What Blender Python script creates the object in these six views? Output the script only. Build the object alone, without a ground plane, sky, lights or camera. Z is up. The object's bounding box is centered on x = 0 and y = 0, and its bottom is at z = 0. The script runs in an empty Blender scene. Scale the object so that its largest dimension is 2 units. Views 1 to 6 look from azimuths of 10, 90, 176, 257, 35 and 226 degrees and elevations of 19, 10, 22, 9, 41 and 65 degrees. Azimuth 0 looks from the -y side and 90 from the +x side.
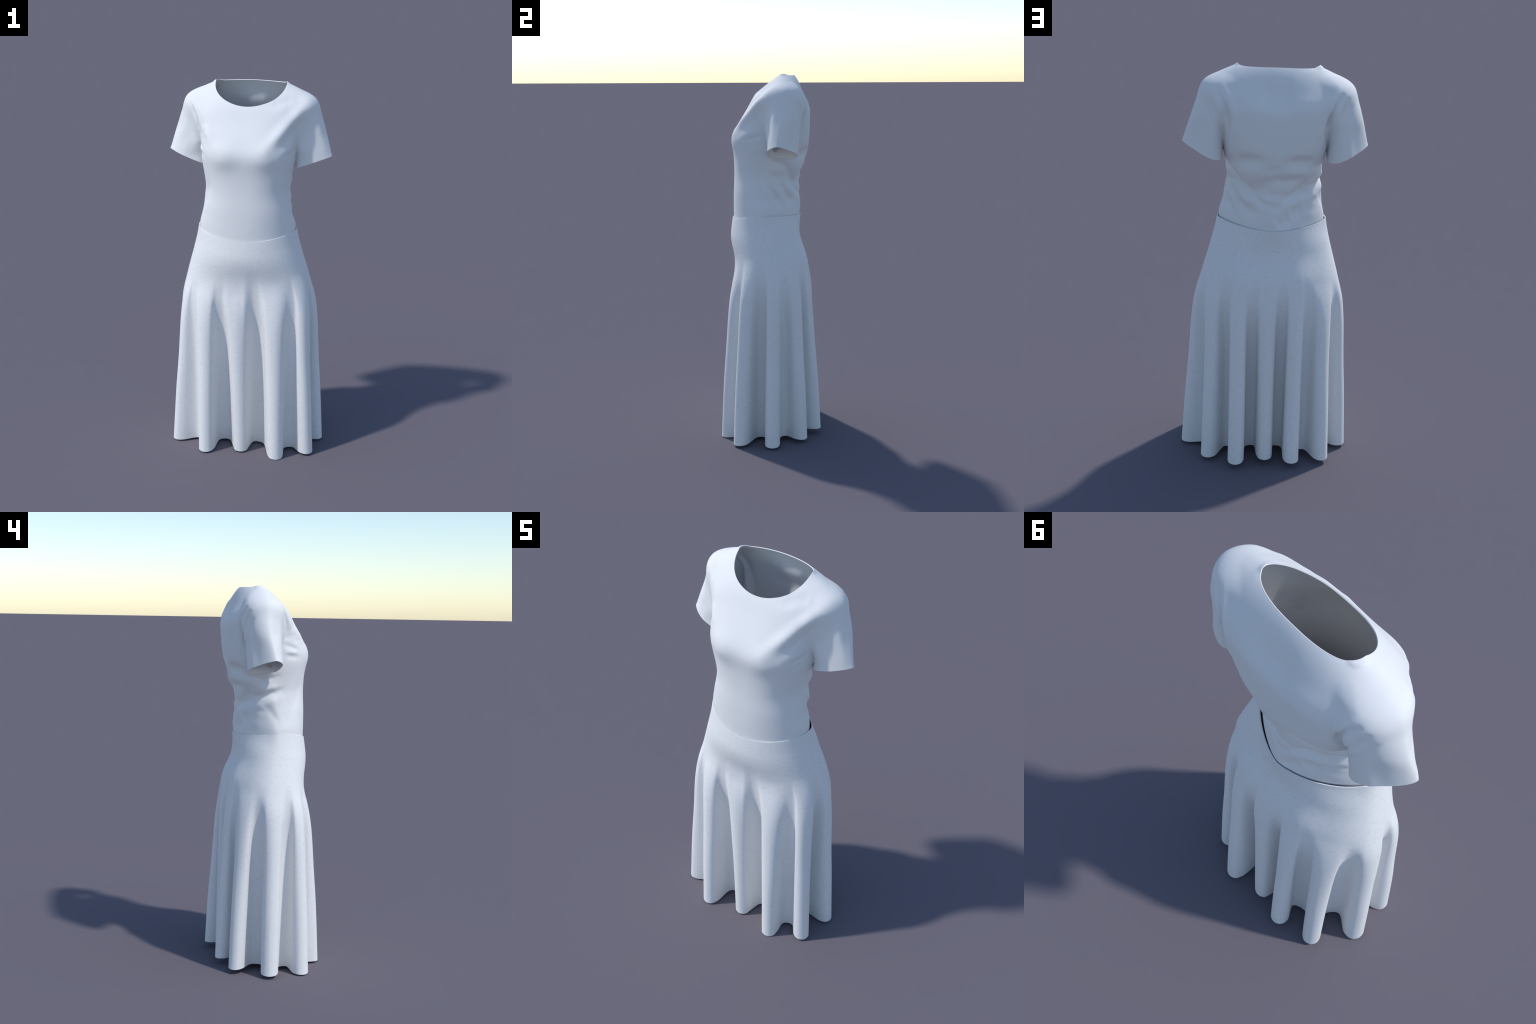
"""White short-sleeved top tucked into a long grey-white flared skirt.

The top is polygonised from horizontal cross-section rules (torso + two
sleeves, smoothly united), cut open at neck, cuffs and hem, wrinkled with
stroke-shaped creases, and given cloth thickness.  The skirt is a loft through
horizontal sections whose control columns are folds (ridge, two flanks, valley).
"""
import bpy, math
import numpy as np

CLOTH = 0.0035          # cloth thickness


# ------------------------------------------------------------------ helpers
def pchip(xs, ys, x):
    """Monotone cubic interpolation through control points."""
    xs = np.asarray(xs, float); ys = np.asarray(ys, float)
    if xs[0] > xs[-1]:
        xs, ys = xs[::-1], ys[::-1]
    h = np.diff(xs); d = np.diff(ys) / h
    m = np.zeros_like(ys)
    for i in range(1, len(xs) - 1):
        if d[i - 1] * d[i] > 0:
            w1 = 2 * h[i] + h[i - 1]; w2 = h[i] + 2 * h[i - 1]
            m[i] = (w1 + w2) / (w1 / d[i - 1] + w2 / d[i])
    m[0], m[-1] = d[0], d[-1]
    x = np.clip(x, xs[0], xs[-1])
    i = np.clip(np.searchsorted(xs, x) - 1, 0, len(xs) - 2)
    t = (x - xs[i]) / h[i]
    return (ys[i] * (1 + 2 * t) * (1 - t) ** 2 + m[i] * h[i] * t * (1 - t) ** 2
            + ys[i + 1] * t * t * (3 - 2 * t) + m[i + 1] * h[i] * t * t * (t - 1))


def profile(table, col, z, soft):
    """Column of a profile table as a soft curve (control points, then blurred)."""
    t = np.array(table)
    zs = np.arange(min(t[:, 0]), max(t[:, 0]) + 1e-9, 0.002)
    v = pchip(t[:, 0], t[:, col], zs)
    if soft > 0:
        r = int(3 * soft / 0.002)
        k = np.exp(-0.5 * (np.arange(-r, r + 1) * 0.002 / soft) ** 2)
        pad = np.concatenate([2 * v[0] - v[r:0:-1], v, 2 * v[-1] - v[-2:-r - 2:-1]])
        v = np.convolve(pad, k / k.sum(), "valid")
    return np.interp(z, zs, v)


def sstep(a, b, x):
    t = np.clip((x - a) / (b - a), 0, 1)
    return t * t * (3 - 2 * t)


def vertex_normals(V, F):
    """Area weighted normals of a triangle / quad list (quads as tri pairs)."""
    n = np.zeros_like(V)
    fn = np.cross(V[F[:, 1]] - V[F[:, 0]], V[F[:, 2]] - V[F[:, 0]])
    for k in range(3):
        np.add.at(n, F[:, k], fn)
    return n / np.maximum(np.linalg.norm(n, axis=1, keepdims=True), 1e-12)


def fan(polys):
    return np.array([(p[0], p[i], p[i + 1]) for p in polys for i in range(1, len(p) - 1)])


def shell(V, polys, N, thick):
    """Outer sheet, inner sheet and rim: a cloth of even thickness."""
    n = len(V)
    edges = {(a, b) for p in polys for a, b in zip(p, p[1:] + p[:1])}
    rim = sorted((a, b) for a, b in edges if (b, a) not in edges)
    inner = V - N * thick
    # rim points are doubled so that the cut edge shades as an edge of its own
    out_dir = np.zeros_like(V)
    for a, b in rim:
        t = np.cross(V[b] - V[a], N[a] + N[b])
        out_dir[a] += t
        out_dir[b] += t
    ids = sorted({v for e in rim for v in e})
    new = {v: 2 * n + 2 * i for i, v in enumerate(ids)}
    extra = np.array([P for v in ids for P in (V[v], inner[v])])
    en = np.array([out_dir[v] / max(np.linalg.norm(out_dir[v]), 1e-12) for v in ids for _ in (0, 1)])
    V2 = np.vstack([V, inner, extra])
    N2 = np.vstack([N, -N, en])
    out = list(polys) + [[v + n for v in reversed(p)] for p in polys]
    out += [[new[b], new[a], new[a] + 1, new[b] + 1] for a, b in rim]
    return V2, out, N2


def make_object(name, V, polys, N, mat, parent):
    used = sorted({v for p in polys for v in p})
    remap = {v: i for i, v in enumerate(used)}
    me = bpy.data.meshes.new(name)
    me.from_pydata([tuple(V[v]) for v in used], [], [[remap[v] for v in p] for p in polys])
    me.polygons.foreach_set("use_smooth", [True] * len(me.polygons))
    me.update()
    me.normals_split_custom_set_from_vertices([tuple(N[v]) for v in used])
    me.materials.append(mat)
    ob = bpy.data.objects.new(name, me)
    bpy.context.scene.collection.objects.link(ob)
    ob.parent = parent
    return ob


def make_empty(name, label, category):
    e = bpy.data.objects.new(name, None)
    e.empty_display_size = 0.1
    bpy.context.scene.collection.objects.link(e)
    e["label"] = label
    e["category"] = category
    return e


# ---------------------------------------------------------------- materials
def fabric(name, colour, dark, fibre, weave_scale):
    m = bpy.data.materials.new(name)
    m.use_nodes = True
    nt = m.node_tree
    bs = nt.nodes["Principled BSDF"]
    bs.inputs["Roughness"].default_value = 0.85
    bs.inputs["Specular IOR Level"].default_value = 0.2
    bs.inputs["Sheen Weight"].default_value = 0.0
    tc = nt.nodes.new("ShaderNodeTexCoord")

    def noise(scale, stretch, detail, distortion=0.0, rot=(0, 0, 0)):
        mp = nt.nodes.new("ShaderNodeMapping")
        mp.inputs["Scale"].default_value = stretch
        mp.inputs["Rotation"].default_value = rot
        nt.links.new(tc.outputs["Object"], mp.inputs["Vector"])
        nz = nt.nodes.new("ShaderNodeTexNoise")
        nz.inputs["Scale"].default_value = scale
        nz.inputs["Detail"].default_value = detail
        nz.inputs["Roughness"].default_value = 0.6
        nz.inputs["Distortion"].default_value = distortion
        nt.links.new(mp.outputs["Vector"], nz.inputs["Vector"])
        return nz.outputs["Fac"]

    def ramp(src, lo, hi, ca, cb):
        r = nt.nodes.new("ShaderNodeValToRGB")
        r.color_ramp.elements[0].position = lo
        r.color_ramp.elements[0].color = (*ca, 1)
        r.color_ramp.elements[1].position = hi
        r.color_ramp.elements[1].color = (*cb, 1)
        nt.links.new(src, r.inputs["Fac"])
        return r.outputs["Color"]

    if fibre:
        # short dark fibres lying mostly across the cloth, in two directions
        f1 = noise(70, (1.0, 1.0, 2.2), 3, 0.8, (0.6, 0.5, 0))
        f2 = noise(105, (1.0, 1.0, 2.0), 2, 0.6, (-0.6, 0.4, 0.5))
        c1 = ramp(f1, 0.30, 0.46, dark, colour)
        c2 = ramp(f2, 0.28, 0.45, dark, colour)
        mx = nt.nodes.new("ShaderNodeMix")
        mx.data_type = "RGBA"
        mx.inputs["Factor"].default_value = 0.5
        nt.links.new(c1, mx.inputs["A"])
        nt.links.new(c2, mx.inputs["B"])
        col, hgt = mx.outputs["Result"], f1
    else:
        f1 = noise(weave_scale, (1, 1, 1), 2)
        col, hgt = ramp(f1, 0.3, 0.7, dark, colour), f1
    nt.links.new(col, bs.inputs["Base Color"])
    bp = nt.nodes.new("ShaderNodeBump")
    bp.inputs["Strength"].default_value = 0.12 if fibre else 0.03
    bp.inputs["Distance"].default_value = 0.002
    nt.links.new(hgt, bp.inputs["Height"])
    nt.links.new(bp.outputs["Normal"], bs.inputs["Normal"])
    return m


TOP_CLOTH = fabric("plain_white_jersey", (0.80, 0.80, 0.80), (0.79, 0.79, 0.79), False, 250)
SKIRT_CLOTH = fabric("fibrous_white_wool", (0.80, 0.80, 0.80), (0.645, 0.645, 0.65), True, 0)


# =================================================================== SKIRT
# body profile above the folds: height, half width, front y, back y
SKIRT_BODY = [
    (1.26, 0.262, -0.214, 0.166), (1.20, 0.272, -0.222, 0.160), (1.15, 0.284, -0.227, 0.158),
    (1.10, 0.297, -0.222, 0.167), (1.05, 0.311, -0.211, 0.183), (1.00, 0.325, -0.205, 0.199),
    (0.95, 0.338, -0.206, 0.209), (0.90, 0.350, -0.213, 0.217), (0.80, 0.360, -0.222, 0.226),
    (0.50, 0.354, -0.228, 0.225), (0.00, 0.345, -0.235, 0.235)]
# folds at the hem, counter-clockwise from +x:
# ridge tip x, y, finger width, hem height, height where it begins, hip angle;
# valley after it x, y, half width, hip angle
FOLDS = [
    (0.428, 0.004, 0.080, 0.010, 0.96, 3, 0.270, 0.066, 0.018, 17),
    (0.310, 0.188, 0.080, 0.018, 0.96, 38, 0.180, 0.115, 0.022, 51),
    (0.155, 0.278, 0.080, 0.030, 0.98, 63, 0.078, 0.115, 0.020, 76),
    (0.000, 0.245, 0.080, 0.037, 0.94, 87, -0.063, 0.120, 0.020, 99),
    (-0.138, 0.272, 0.078, 0.034, 0.96, 110, -0.168, 0.147, 0.034, 122),
    (-0.308, 0.220, 0.078, 0.024, 0.98, 135, -0.265, 0.064, 0.036, 156),
    (-0.424, 0.045, 0.090, 0.016, 0.94, 177, -0.290, -0.056, 0.022, 197),
    (-0.397, -0.154, 0.085, 0.004, 0.98, 214, -0.240, -0.150, 0.020, 223),
    (-0.192, -0.283, 0.085, 0.006, 1.00, 236, -0.106, -0.130, 0.024, 250),
    (0.006, -0.240, 0.085, 0.006, 0.96, 265, 0.087, -0.121, 0.026, 281),
    (0.212, -0.278, 0.085, 0.000, 1.02, 299, 0.256, -0.150, 0.022, 314),
    (0.388, -0.190, 0.080, 0.010, 1.04, 325, 0.272, -0.052, 0.020, 347)]


def skirt_body(z):
    return [profile(SKIRT_BODY, k, z, 0.02) for k in (1, 2, 3)]


def body_point(phi, z):
    """Point of the body section at angle phi; each quarter has its own fullness."""
    a, yf, yb = skirt_body(z)
    cy = -0.025 + 0.03 * sstep(1.25, 0.9, z)
    c, s = np.cos(phi), np.sin(phi)
    low = sstep(1.2, 0.95, z); rear = sstep(1.265, 1.13, z)
    front = sstep(0.35, -0.35, s); left = sstep(0.35, -0.35, c)
    n = (front * (left * (2.05 + 0.5 * low) + (1 - left) * (1.98 + 0.5 * low))
         + (1 - front) * (left * (1.52 + 0.45 * rear) + (1 - left) * (1.47 + 0.45 * rear)))
    r = (np.abs(c) ** n + np.abs(s) ** n) ** (-1 / n)
    x = a * c * r
    y = cy + np.where(s > 0, yb - cy, cy - yf) * s * r
    seat = np.exp(-((np.abs(x) - 0.14 - 0.02 * (x > 0)) / 0.06) ** 2 - ((z - 1.0) / 0.10) ** 2)
    return x, y + (0.009 + 0.006 * (x > 0)) * seat * sstep(0, 0.5, s)


def build_skirt(parent):
    nf = len(FOLDS)
    hip = []
    for f in FOLDS:
        hip.append(math.radians(f[5]))
    cols = []                       # hem x, hem y, hem z, hip angle, kind, start
    for i, (x, y, w, hz, st, _h, vx, vy, vw, vh) in enumerate(FOLDS):
        px, py = FOLDS[i - 1][6], FOLDS[i - 1][7]
        m = np.array([(px + vx) / 2, (py + vy) / 2]); T = np.array([x, y])
        d = T - m; d /= np.linalg.norm(d); n = np.array([-d[1], d[0]])
        vh = math.radians(vh)
        hp = math.radians(FOLDS[i - 1][9]) - (2 * math.pi if i == 0 else 0)   # valleys beside it
        hn = vh
        wing = 0.5 * w
        nz = (hz + FOLDS[(i + 1) % nf][3]) / 2
        for ang, share in ((-95, .5), (-45, .25), (0, 0), (45, .25), (95, .5)):
            q = math.radians(ang)
            C = T - d * wing + (d * math.cos(q) + n * math.sin(q)) * wing
            h2 = hp if ang < 0 else hn
            cols.append((C[0], C[1], hz + 0.006 * share, hip[i] + (h2 - hip[i]) * share, 1, st))
        # rounded valley floor between this finger and the next
        x2, y2 = FOLDS[(i + 1) % nf][:2]
        e = np.array([x2 - x, y2 - y]); e /= np.linalg.norm(e)
        o = np.array([e[1], -e[0]])
        st2 = (st + FOLDS[(i + 1) % nf][4]) / 2 + 0.09 + 0.03 * math.sin(2.3 * i)
        for f in (-1, 1):
            C = np.array([vx, vy]) + e * f * vw + o * 0.15 * vw
            cols.append((C[0], C[1], nz + 0.006, vh + f * 0.035, 0, st2))
    cols = np.array(cols)
    nc = len(cols)
    # spline parameter: chord length at the hem, so sections stay even
    P = cols[:, :2]
    chord = np.sqrt(np.linalg.norm(np.roll(P, -1, 0) - P, axis=1))
    knots = np.concatenate([[0], np.cumsum(chord)])
    NU, NZ = 720, 170
    su = np.linspace(0, knots[-1], NU, endpoint=False)

    def loop(vals):
        """periodic cubic (Catmull-Rom on uneven knots) for every column of vals"""
        h = np.diff(knots)
        sl = (np.roll(vals, -1, 0) - vals) / h[:, None]
        slp = np.roll(sl, 1, 0); hp = np.roll(h, 1)
        m = (slp * h[:, None] + sl * hp[:, None]) / (h + hp)[:, None]
        i = np.clip(np.searchsorted(knots, su, side="right") - 1, 0, nc - 1)
        j = (i + 1) % nc
        t = ((su - knots[i]) / h[i])[:, None]; hh = h[i][:, None]
        return (vals[i] * (1 + 2 * t) * (1 - t) ** 2 + m[i] * hh * t * (1 - t) ** 2
                + vals[j] * t * t * (3 - 2 * t) + m[j] * hh * t * t * (t - 1))

    # smooth angle around the body for each loop sample
    k = np.round(cols[:, 3] / (2 * math.pi), 6) * 0
    ramp_angle = 2 * math.pi * knots[:-1] / knots[-1]
    dphi = cols[:, 3] - cols[0, 3] - ramp_angle + k
    phi = loop(dphi[:, None])[:, 0] + cols[0, 3] + 2 * math.pi * su / knots[-1]
    hemz = loop(cols[:, 2:3])[:, 0]
    hemz = np.maximum(hemz, 0)
    hemz -= hemz.min()
    topz = 1.250 - 0.037 * np.clip(-np.sin(phi), 0, 1) ** 2 - 0.014 * np.clip(np.sin(phi), 0, 1) ** 1.5

    V = np.zeros((NZ, NU, 3))
    for r in range(NZ):
        t = r / (NZ - 1)                       # 0 top, 1 hem
        zc = 1.25 * (1 - t)                    # nominal height for the shape rules
        z = topz + (hemz - topz) * t
        bx, by = body_point(phi, np.full(NU, zc))
        u = np.clip((cols[:, 5] - zc) / cols[:, 5], 0, 1)      # 0 at start of fold, 1 at hem
        wr = pchip([-.1, 0, .12, .26, .47, .68, 1], [0, 0, .15, .355, .555, .77, 1], u)
        wv = pchip([-.1, 0, .06, .12, .22, .36, .53, .73, 1], [0, 0, .025, .11, .34, .63, .82, .93, 1], u)
        w = np.where(cols[:, 4] > 0, wr, wv)
        cx, cy = body_point(cols[:, 3], np.full(nc, zc))
        off = (cols[:, :2] - np.stack([cx, cy], 1)) * w[:, None]
        o = loop(off)
        V[r, :, 0] = bx + o[:, 0]
        V[r, :, 1] = by + o[:, 1]
        V[r, :, 2] = z
    V = V.reshape(-1, 3)
    idx = np.arange(NZ * NU).reshape(NZ, NU)
    polys = []
    for r in range(NZ - 1):
        for c in range(NU):
            d = (c + 1) % NU
            polys.append([int(idx[r + 1, c]), int(idx[r + 1, d]), int(idx[r, d]), int(idx[r, c])])
    N = vertex_normals(V, fan(polys))
    V2, out, N2 = shell(V, polys, N, CLOTH)
    return make_object("skirt_panel", V2, out, N2, SKIRT_CLOTH, parent)


# ===================================================================== TOP
# height, half width, front y, back y, centre y,
# fullness of the quarters: front left (-x), front right, back left, back right
TORSO = [
    (1.05, 0.240, -0.200, 0.135, -0.030, 2.1, 2.1, 1.4, 1.4),
    (1.20, 0.256, -0.208, 0.156, -0.030, 2.1, 2.1, 1.47, 1.42),
    (1.26, 0.2565, -0.2092, 0.161, -0.030, 2.1, 2.05, 1.49, 1.42),
    (1.34, 0.240, -0.208, 0.161, -0.025, 2.3, 2.3, 1.55, 1.5),
    (1.38, 0.233, -0.207, 0.160, -0.020, 2.4, 2.4, 1.65, 1.6),
    (1.415, 0.228, -0.205, 0.145, -0.015, 2.4, 2.4, 1.75, 1.7),
    (1.47, 0.222, -0.203, 0.168, -0.010, 2.5, 2.5, 1.95, 1.9),
    (1.53, 0.229, -0.204, 0.189, 0.000, 2.6, 2.6, 2.15, 2.15),
    (1.60, 0.241, -0.209, 0.205, 0.005, 2.7, 2.6, 2.4, 2.4),
    (1.655, 0.246, -0.217, 0.210, 0.010, 2.8, 2.8, 2.8, 2.9),
    (1.72, 0.252, -0.188, 0.213, 0.025, 2.9, 2.8, 3.1, 3.3),
    (1.80, 0.268, -0.140, 0.214, 0.045, 3.1, 2.9, 3.1, 3.3),
    (1.85, 0.298, -0.110, 0.204, 0.055, 3.0, 2.9, 2.8, 2.9),
    (1.90, 0.326, -0.087, 0.184, 0.060, 2.3, 2.3, 2.3, 2.3),
    (1.922, 0.322, -0.068, 0.174, 0.060, 2.1, 2.1, 2.1, 2.1),
    (1.944, 0.297, -0.042, 0.163, 0.060, 2.05, 2.05, 2.1, 2.1),
    (1.976, 0.234, -0.006, 0.145, 0.060, 2.0, 2.0, 2.1, 2.1),
    (2.000, 0.177, 0.026, 0.128, 0.060, 2.1, 2.1, 2.1, 2.1),
    (2.02, 0.110, 0.045, 0.105, 0.065, 2.0, 2.0, 2.0, 2.0)]
# height, outer x, inner x, front y, back y, y of the outermost line
SLEEVE = [
    (1.50, 0.480, 0.275, -0.022, 0.120, 0.025), (1.54, 0.463, 0.243, -0.022, 0.124, 0.026),
    (1.60, 0.443, 0.243, -0.018, 0.127, 0.030), (1.65, 0.428, 0.242, -0.015, 0.131, 0.036), (1.70, 0.413, 0.234, -0.012, 0.136, 0.045),
    (1.77, 0.390, 0.228, -0.012, 0.148, 0.065), (1.83, 0.371, 0.220, -0.012, 0.152, 0.07),
    (1.88, 0.351, 0.220, -0.006, 0.154, 0.07), (1.92, 0.324, 0.200, 0.010, 0.150, 0.07),
    (1.95, 0.278, 0.180, 0.030, 0.125, 0.07), (1.98, 0.190, 0.16, 0.05, 0.090, 0.07)]


def section_field(x, y, a, yf, yb, cy, n):
    w = np.where(y > cy, (y - cy) / (yb - cy), (cy - y) / (cy - yf))
    return (np.abs(x / a) ** n + np.abs(w) ** n) ** (1 / n) - 1


def torso_field(x, y, z):
    a, yf, yb, cy = [profile(TORSO, k, z, q) for k, q in
                     ((1, 0.010), (2, 0.030), (3, 0.008), (4, 0.02))]
    q = [profile(TORSO, k, z, 0.02) for k in range(5, 9)]
    n = np.where(y < cy, np.where(x < 0, q[0], q[1]), np.where(x < 0, q[2], q[3]))
    f = section_field(x, y, a, yf, yb, cy, n)
    return np.maximum(f * 0.17, np.maximum(z - 2.02, 1.05 - z))


def sleeve_field(x, y, z):
    xo, xi, yf, yb, cy = [profile(SLEEVE, k, z, 0.012) for k in range(1, 6)]
    yb = yb - 0.010 * (x > 0)
    xo = xo + np.where(x < 0, 0.007, -0.002)
    cx = (xo + xi) / 2
    p = (np.abs(x) - cx) / ((xo - xi) / 2)
    high = sstep(1.60, 1.70, z) * sstep(1.92, 1.80, z)
    yb = yb + 0.036 * sstep(0.4, -0.7, p) * sstep(1.92, 1.80, z)       # fuller where it meets the body
    yf = yf - 0.022 * sstep(0.2, -0.8, p) * high
    w = np.where(y > cy, (y - cy) / (yb - cy), (cy - y) / (cy - yf))
    up = sstep(1.62, 1.80, z)
    n = np.where(y > cy, np.where(p > 0, 1.3 + 0.4 * up, 3.0), np.where(p > 0, 1.3 + 0.35 * up, 3.0))
    f = (np.abs(p) ** n + np.abs(w) ** n) ** (1 / n) - 1
    return np.maximum(f * 0.09, np.maximum(z - 1.98, 1.50 - z))


def smooth_min(a, b, k):
    h = np.clip(0.5 + 0.5 * (b - a) / k, 0, 1)
    return b + (a - b) * h - k * h * (1 - h)


def top_field(x, y, z):
    front = sstep(0.11, 0.03, y)
    k = 0.004 + 0.060 * sstep(1.63, 1.82, z) * front + 0.050 * sstep(1.70, 1.90, z) * (1 - front)
    return smooth_min(torso_field(x, y, z), sleeve_field(x, y, z), k)


def surface_nets(field, lo, hi, h):
    """Polygonise field = 0 with quads (naive surface nets)."""
    ax = [np.arange(lo[k], hi[k] + h, h) for k in range(3)]
    X, Y, Z = np.meshgrid(*ax, indexing="ij")
    f = field(X, Y, Z)
    s = f < 0
    nx, ny, nz = [n - 1 for n in f.shape]
    acc = np.zeros((nx, ny, nz, 3)); cnt = np.zeros((nx, ny, nz))
    corners = [(i, j, k) for i in (0, 1) for j in (0, 1) for k in (0, 1)]
    for c in corners:
        for d in range(3):
            if c[d] == 1:
                continue
            e = list(c); e[d] = 1
            sl = lambda q: f[q[0]:q[0] + nx, q[1]:q[1] + ny, q[2]:q[2] + nz]
            fa, fb = sl(c), sl(e)
            cr = (fa < 0) != (fb < 0)
            t = np.where(cr, fa / np.where(cr, fa - fb, 1), 0)
            for k in range(3):
                acc[..., k] += np.where(cr, c[k] + (t if k == d else 0), 0)
            cnt += cr
    active = cnt > 0
    vid = -np.ones((nx, ny, nz), int)
    vid[active] = np.arange(active.sum())
    cell = np.argwhere(active)
    V = (cell + acc[active] / cnt[active][:, None]) * h + np.array([a[0] for a in ax])
    quads = []
    for d in range(3):
        e = [(1, 2), (2, 0), (0, 1)][d]
        sa = [slice(None)] * 3; sb = [slice(None)] * 3
        sa[d] = slice(0, -1); sb[d] = slice(1, None)
        A = s[tuple(sa)]; B = s[tuple(sb)]
        for flip, m in ((False, A & ~B), (True, ~A & B)):
            p = np.argwhere(m)
            p = p[(p[:, e[0]] > 0) & (p[:, e[1]] > 0)]
            o = []
            for (da, db) in ((1, 1), (0, 1), (0, 0), (1, 0)):
                q = p.copy(); q[:, e[0]] -= da; q[:, e[1]] -= db
                o.append(vid[q[:, 0], q[:, 1], q[:, 2]])
            q = np.stack(o, 1)
            quads.append(q[:, ::-1] if flip else q)
    return V, np.vstack(quads)


def clip(V, polys, g, cell):
    """Keep the part of the sheet where g > 0, with a clean cut edge."""
    V = list(map(np.array, V)); g = list(g)
    cut = {}
    out = []
    for p in polys:
        gs = [g[v] for v in p]
        if min(gs) >= 0:
            out.append(p); continue
        if max(gs) <= 0:
            continue
        q = []
        for a, b in zip(p, p[1:] + p[:1]):
            if g[a] >= 0:
                q.append(a)
            if (g[a] > 0 and g[b] < 0) or (g[a] < 0 and g[b] > 0):
                key = (min(a, b), max(a, b))
                if key not in cut:
                    t = g[a] / (g[a] - g[b])
                    cut[key] = len(V)
                    V.append(V[a] + (V[b] - V[a]) * t); g.append(0.0)
                q.append(cut[key])
        q = [v for i, v in enumerate(q) if v != q[i - 1]]
        if len(q) >= 3:
            out.append(q)
    return np.array(V), out


def neck_field(V):
    """Positive outside the oval neck opening (seen from above)."""
    x, y, z = V.T
    w = np.where(y > 0.055, np.abs(y - 0.055) / 0.074, np.abs(0.055 - y) / 0.142)
    n = np.where(y > 0.055, 2.3, 2.15)
    f = ((np.abs(x + 0.001) / 0.187) ** n + w ** n) ** (1 / n) - 1
    return np.where(z > 1.80, f * 0.13, 1.0)


def cuff_field(V):
    """Positive above the slanted sleeve hem."""
    x, y, z = V.T
    q = np.abs(x) - 0.36
    return z - (1.608 + 0.36 * q - 0.2 * q * q - 0.07 * (y - 0.03))


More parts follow.
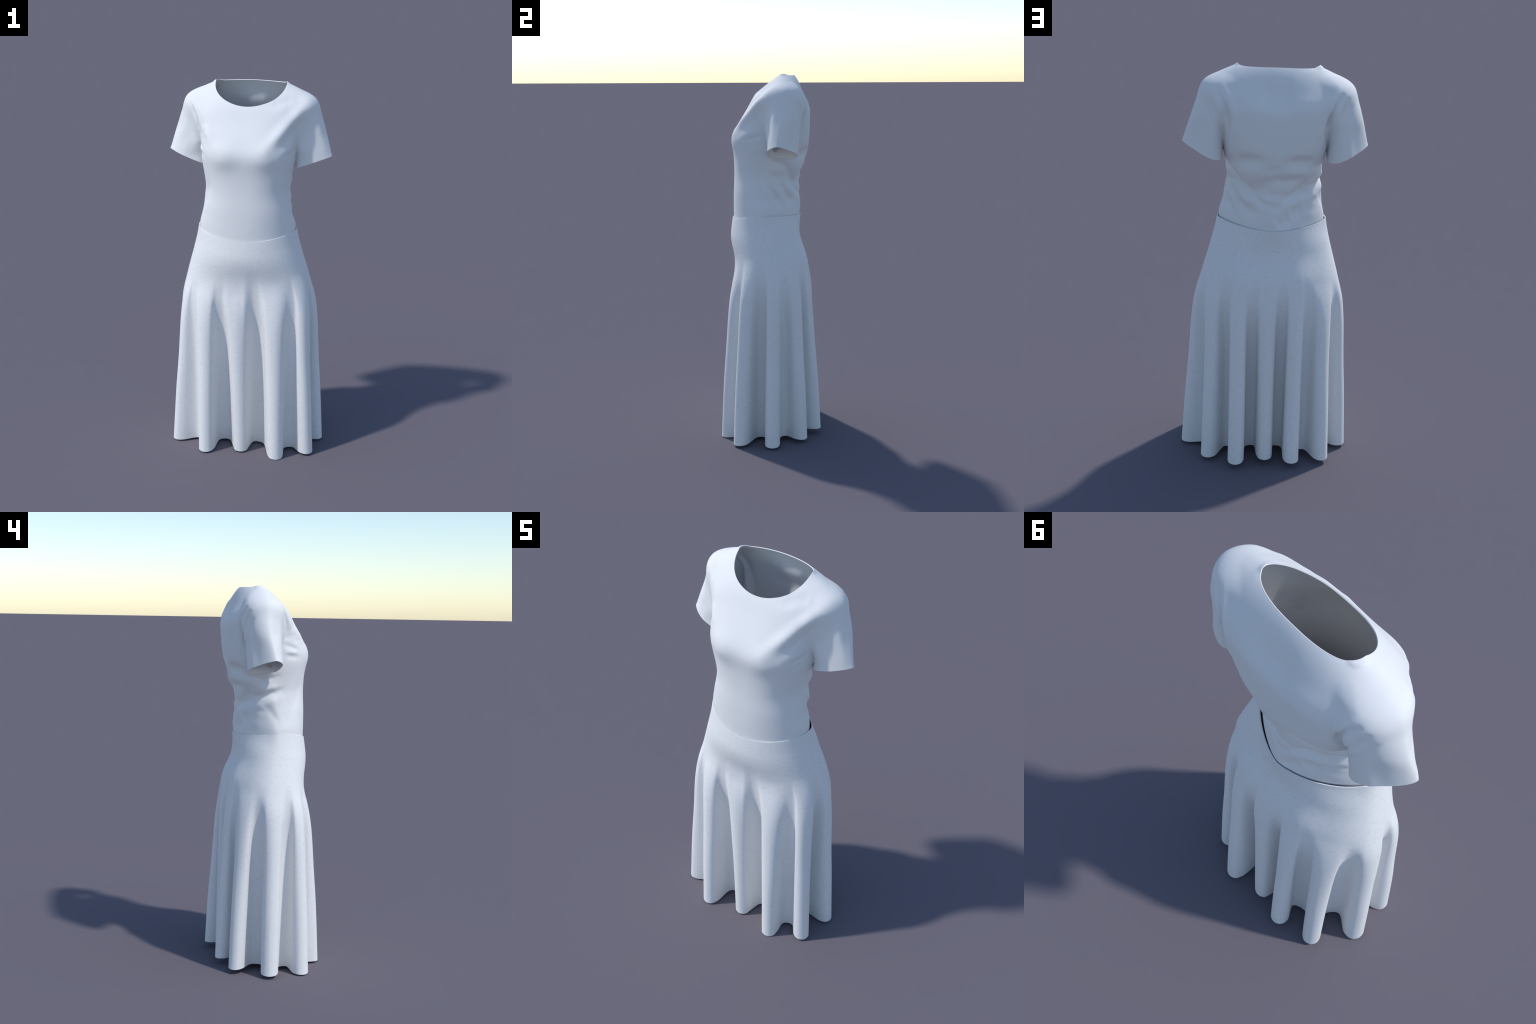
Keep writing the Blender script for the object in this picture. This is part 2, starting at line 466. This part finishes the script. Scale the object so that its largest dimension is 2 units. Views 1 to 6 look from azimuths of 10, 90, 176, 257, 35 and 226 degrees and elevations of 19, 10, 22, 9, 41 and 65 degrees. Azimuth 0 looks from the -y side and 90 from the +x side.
# creases: view plane, side, polyline in that plane, width, depth (+ raises, - sinks)
CREASES = [
    # chest: ridge from shoulder to bust and the hollow below it, both sides
    ("front", [(0.30, 1.905), (0.24, 1.84), (0.17, 1.755), (0.12, 1.70)], 0.030, 0.016),
    ("front", [(0.29, 1.855), (0.24, 1.78), (0.20, 1.71), (0.175, 1.68)], 0.024, -0.004),
    ("front", [(-0.30, 1.905), (-0.235, 1.84), (-0.19, 1.76), (-0.14, 1.70)], 0.030, 0.009),
    ("front", [(-0.305, 1.885), (-0.268, 1.81), (-0.25, 1.74)], 0.010, -0.009),
    ("front", [(-0.235, 1.77), (-0.21, 1.71)], 0.025, -0.003),
    ("front", [(0.12, 1.90), (0.24, 1.93)], 0.022, -0.005),
    ("front", [(0.110, 1.66), (0.111, 1.65)], 0.065, 0.008),
    ("front", [(-0.100, 1.66), (-0.101, 1.65)], 0.060, 0.010),
    # hollows under the collar bones
    ("front", [(0.255, 1.885), (0.235, 1.875)], 0.038, -0.006),
    ("front", [(-0.255, 1.885), (-0.235, 1.875)], 0.038, -0.006),
    # bust side pleats
    ("left", [(-0.05, 1.705), (-0.09, 1.695), (-0.135, 1.677)], 0.013, -0.0045),
    ("left", [(-0.06, 1.650), (-0.10, 1.646), (-0.14, 1.644)], 0.015, -0.0045),
    ("left", [(-0.06, 1.670), (-0.12, 1.665)], 0.010, 0.003),
    ("left", [(-0.05, 1.875), (-0.09, 1.82), (-0.12, 1.77)], 0.014, -0.006),
    ("right", [(-0.05, 1.675), (-0.14, 1.655)], 0.014, -0.006),
    ("right", [(-0.06, 1.64), (-0.14, 1.625)], 0.020, -0.004),
    # back
    ("back", [(0.20, 1.580), (0.13, 1.600), (0.03, 1.588)], 0.020, -0.005),
    ("back", [(-0.20, 1.570), (-0.12, 1.595), (-0.04, 1.588)], 0.020, -0.005),
    ("back", [(0.09, 1.88), (-0.08, 1.88)], 0.052, -0.013),
    ("back", [(0.18, 1.560), (0.12, 1.572), (0.06, 1.568)], 0.030, -0.016),
    ("back", [(-0.17, 1.558), (-0.12, 1.570), (-0.05, 1.568)], 0.030, -0.016),
    ("back", [(0.02, 1.56), (0.0, 1.52)], 0.03, -0.006),
    ("back", [(0.11, 1.84), (0.111, 1.845)], 0.05, 0.004),
    ("back", [(-0.11, 1.84), (-0.111, 1.845)], 0.05, 0.005),
    ("back", [(0.09, 1.445), (0.0, 1.485), (-0.13, 1.480)], 0.028, -0.010),
    ("back", [(0.03, 1.415), (-0.02, 1.428), (-0.09, 1.430)], 0.032, 0.009),
    ("back", [(0.225, 1.545), (0.175, 1.475), (0.116, 1.420), (0.069, 1.375), (-0.01, 1.350)], 0.020, -0.013),
    ("back", [(0.21, 1.43), (0.14, 1.375), (0.09, 1.330)], 0.022, 0.006),
    ("back", [(-0.17, 1.484), (-0.10, 1.415), (-0.03, 1.365)], 0.019, -0.012),
    ("back", [(0.205, 1.450), (0.165, 1.370), (0.15, 1.30)], 0.014, -0.006),
    ("back", [(-0.01, 1.255), (-0.09, 1.295)], 0.032, -0.011),
    ("back", [(0.0, 1.30), (0.02, 1.25)], 0.030, 0.004),
    ("back", [(0.15, 1.33), (0.07, 1.32)], 0.034, -0.009),
    ("back", [(-0.14, 1.33), (-0.07, 1.32)], 0.034, -0.009),
    # armhole rolls behind the arm: edge of the back panel and the sunk seam beside it
    ("back", [(0.245, 1.91), (0.212, 1.86), (0.190, 1.78), (0.188, 1.72), (0.200, 1.66)], 0.014, 0.007),
    ("back", [(0.275, 1.90), (0.240, 1.85), (0.218, 1.78), (0.216, 1.72), (0.226, 1.66)], 0.007, -0.015),
    ("back", [(-0.265, 1.90), (-0.235, 1.855), (-0.208, 1.78), (-0.198, 1.72), (-0.205, 1.66)], 0.014, 0.007),
    ("back", [(-0.290, 1.89), (-0.258, 1.85), (-0.235, 1.78), (-0.224, 1.72), (-0.230, 1.66)], 0.007, -0.015),
    ("back", [(0.30, 1.85), (0.265, 1.76), (0.236, 1.68)], 0.009, -0.010),
    ("back", [(0.325, 1.83), (0.290, 1.74), (0.245, 1.65)], 0.011, -0.007),
    ("back", [(-0.315, 1.87), (-0.275, 1.77), (-0.238, 1.69)], 0.009, -0.010),
    ("back", [(-0.335, 1.83), (-0.30, 1.74), (-0.245, 1.66)], 0.011, -0.007),
    # flanks, y-z plane
    ("right", [(-0.003, 1.547), (0.072, 1.520), (0.10, 1.485)], 0.016, -0.009),
    ("right", [(0.0, 1.50), (0.06, 1.490)], 0.020, 0.003),
    ("right", [(-0.01, 1.452), (0.04, 1.458), (0.10, 1.450)], 0.020, -0.006),
    ("right", [(-0.04, 1.435), (0.01, 1.37), (0.06, 1.30)], 0.016, -0.007),
    ("right", [(0.04, 1.43), (0.085, 1.37), (0.115, 1.31)], 0.016, -0.007),
    ("right", [(0.005, 1.42), (0.05, 1.36), (0.09, 1.29)], 0.014, 0.004),
    ("right", [(-0.06, 1.335), (0.0, 1.33), (0.05, 1.335)], 0.030, -0.006),
    ("left", [(0.12, 1.545), (0.05, 1.525), (-0.02, 1.545)], 0.015, -0.007),
    ("left", [(0.09, 1.490), (0.03, 1.480), (-0.03, 1.495)], 0.018, 0.007),
    ("left", [(0.12, 1.440), (0.04, 1.445), (-0.04, 1.475)], 0.016, -0.009),
    ("left", [(0.09, 1.385), (0.03, 1.405), (-0.03, 1.43)], 0.022, 0.006),
    ("left", [(0.19, 1.386), (0.13, 1.395), (0.08, 1.425)], 0.020, -0.009),
    ("left", [(0.21, 1.495), (0.14, 1.480)], 0.022, -0.007),
    ("left", [(-0.10, 1.46), (-0.06, 1.34), (-0.04, 1.25)], 0.024, -0.004),
    ("left", [(-0.15, 1.52), (-0.11, 1.36)], 0.015, -0.004),
    ("left", [(0.04, 1.40), (-0.02, 1.32), (-0.03, 1.25)], 0.018, -0.004),
    ("left", [(0.05, 1.37), (0.10, 1.275)], 0.020, 0.005),
    # sleeve fronts
    ("left", [(0.03, 1.83), (0.03, 1.72), (0.02, 1.60)], 0.022, -0.008),
    ("right", [(0.02, 1.83), (0.015, 1.72), (0.01, 1.62)], 0.014, 0.004),
]


def stroke(P, line, width):
    """Bell profile across a polyline, tapered at its ends."""
    best = np.full(len(P), 1e9); along = np.zeros(len(P))
    L = np.array(line); seg = np.linalg.norm(np.diff(L, axis=0), axis=1)
    tot = seg.sum(); acc = 0
    for a, b, s in zip(L[:-1], L[1:], seg):
        t = np.clip(((P - a) @ (b - a)) / (s * s), 0, 1)
        d = np.linalg.norm(P - a - t[:, None] * (b - a), axis=1)
        m = d < best
        best = np.where(m, d, best); along = np.where(m, acc + t * s, along)
        acc += s
    e = np.minimum(along, tot - along) / max(tot, 1e-6)
    taper = 0.35 + 0.65 * sstep(0, 0.3, e) if tot > 0.03 else 1.0
    return np.exp(-(best / width) ** 2) * taper


def crease(V, N):
    d = np.zeros(len(V))
    for view, line, w, amp in CREASES:
        if view in ("front", "back"):
            P = V[:, [0, 2]]
            m = sstep(0.05, 0.45, -N[:, 1] if view == "front" else N[:, 1])
        else:
            P = V[:, [1, 2]]
            m = sstep(0.1, 0.5, N[:, 0] if view == "right" else -N[:, 0])
            m = m * (np.sign(V[:, 0]) == (1 if view == "right" else -1))
        d += amp * m * stroke(P, line, w)
    return V + N * d[:, None]


def build_top(parent):
    h = 0.005
    V, Q = surface_nets(top_field, (-0.51, -0.27, 1.02), (0.51, 0.27, 2.05), h)
    # drop the closed ends (waist floor) then settle the points on the surface
    for _ in range(4):
        e = 1e-4
        f = top_field(*V.T)
        g = np.stack([(top_field(*(V + e * np.eye(3)[k]).T) - top_field(*(V - e * np.eye(3)[k]).T)) / (2 * e)
                      for k in range(3)], 1)
        step = (f / np.maximum((g * g).sum(1), 1e-3))[:, None] * g
        V = V - np.clip(step, -h / 2, h / 2)
    polys = [list(map(int, q)) for q in Q]
    N = vertex_normals(V, fan(polys))
    # relax along the sheet so the creases stay soft
    F = np.array(Q)
    def relax(V, k):
        for _ in range(k):
            s = np.zeros_like(V); c = np.zeros(len(V))
            for a, b in ((0, 1), (1, 2), (2, 3), (3, 0)):
                np.add.at(s, F[:, a], V[F[:, b]]); np.add.at(s, F[:, b], V[F[:, a]])
                np.add.at(c, F[:, a], 1); np.add.at(c, F[:, b], 1)
            V = V + 0.5 * (s / c[:, None] - V)
        return V
    V = relax(V, 2)
    N = vertex_normals(V, fan(polys))
    V = crease(V, N)
    V = relax(V, 1)
    # little points of the collar at the shoulder seams
    for sx in (-1, 1):
        lip = np.exp(-((np.abs(V[:, 0]) - 0.184) / 0.018) ** 2 - ((V[:, 1] - 0.056) / 0.040) ** 2)
        V[:, 2] += 0.003 * lip * sstep(1.8, 1.9, V[:, 2]) * (V[:, 0] * sx > 0)
    V, polys = clip(V, polys, neck_field(V), h)
    V, polys = clip(V, polys, V[:, 2] - 1.09, h)
    x, y, z = V.T
    on_sleeve = (sleeve_field(x, y, z) < torso_field(x, y, z)) & (np.abs(x) > 0.2) & (z < 1.75)
    g = np.where(on_sleeve, cuff_field(V), 1.0)
    V, polys = clip(V, polys, g, h)
    V = np.asarray(V)
    N = vertex_normals(V, fan(polys))
    V2, out, N2 = shell(V, polys, N, CLOTH)
    # the sleeves are the sheet outside the armhole plane
    C = np.array([V2[p].mean(0) for p in out])
    x, y, z = C.T
    arm = np.abs(x) > np.interp(z, [1.5, 1.6, 1.78, 1.88, 1.95], [0.236, 0.240, 0.25, 0.30, 0.36])
    arm &= z > 1.5
    parts = {"bodice": [], "sleeve_l": [], "sleeve_r": []}
    for p, s, cx in zip(out, arm, x):
        parts["bodice" if not s else ("sleeve_l" if cx < 0 else "sleeve_r")].append(p)
    make_object("bodice", V2, parts["bodice"], N2, TOP_CLOTH, parent)
    make_object("sleeve", V2, parts["sleeve_r"], N2, TOP_CLOTH, parent)
    make_object("sleeve", V2, parts["sleeve_l"], N2, TOP_CLOTH, parent)


top = make_empty("short_sleeved_top", "plain white short-sleeved top with a wide round neckline", "top")
skirt = make_empty("long_skirt", "long flared off-white skirt with deep soft folds", "skirt")
build_top(top)
build_skirt(skirt)
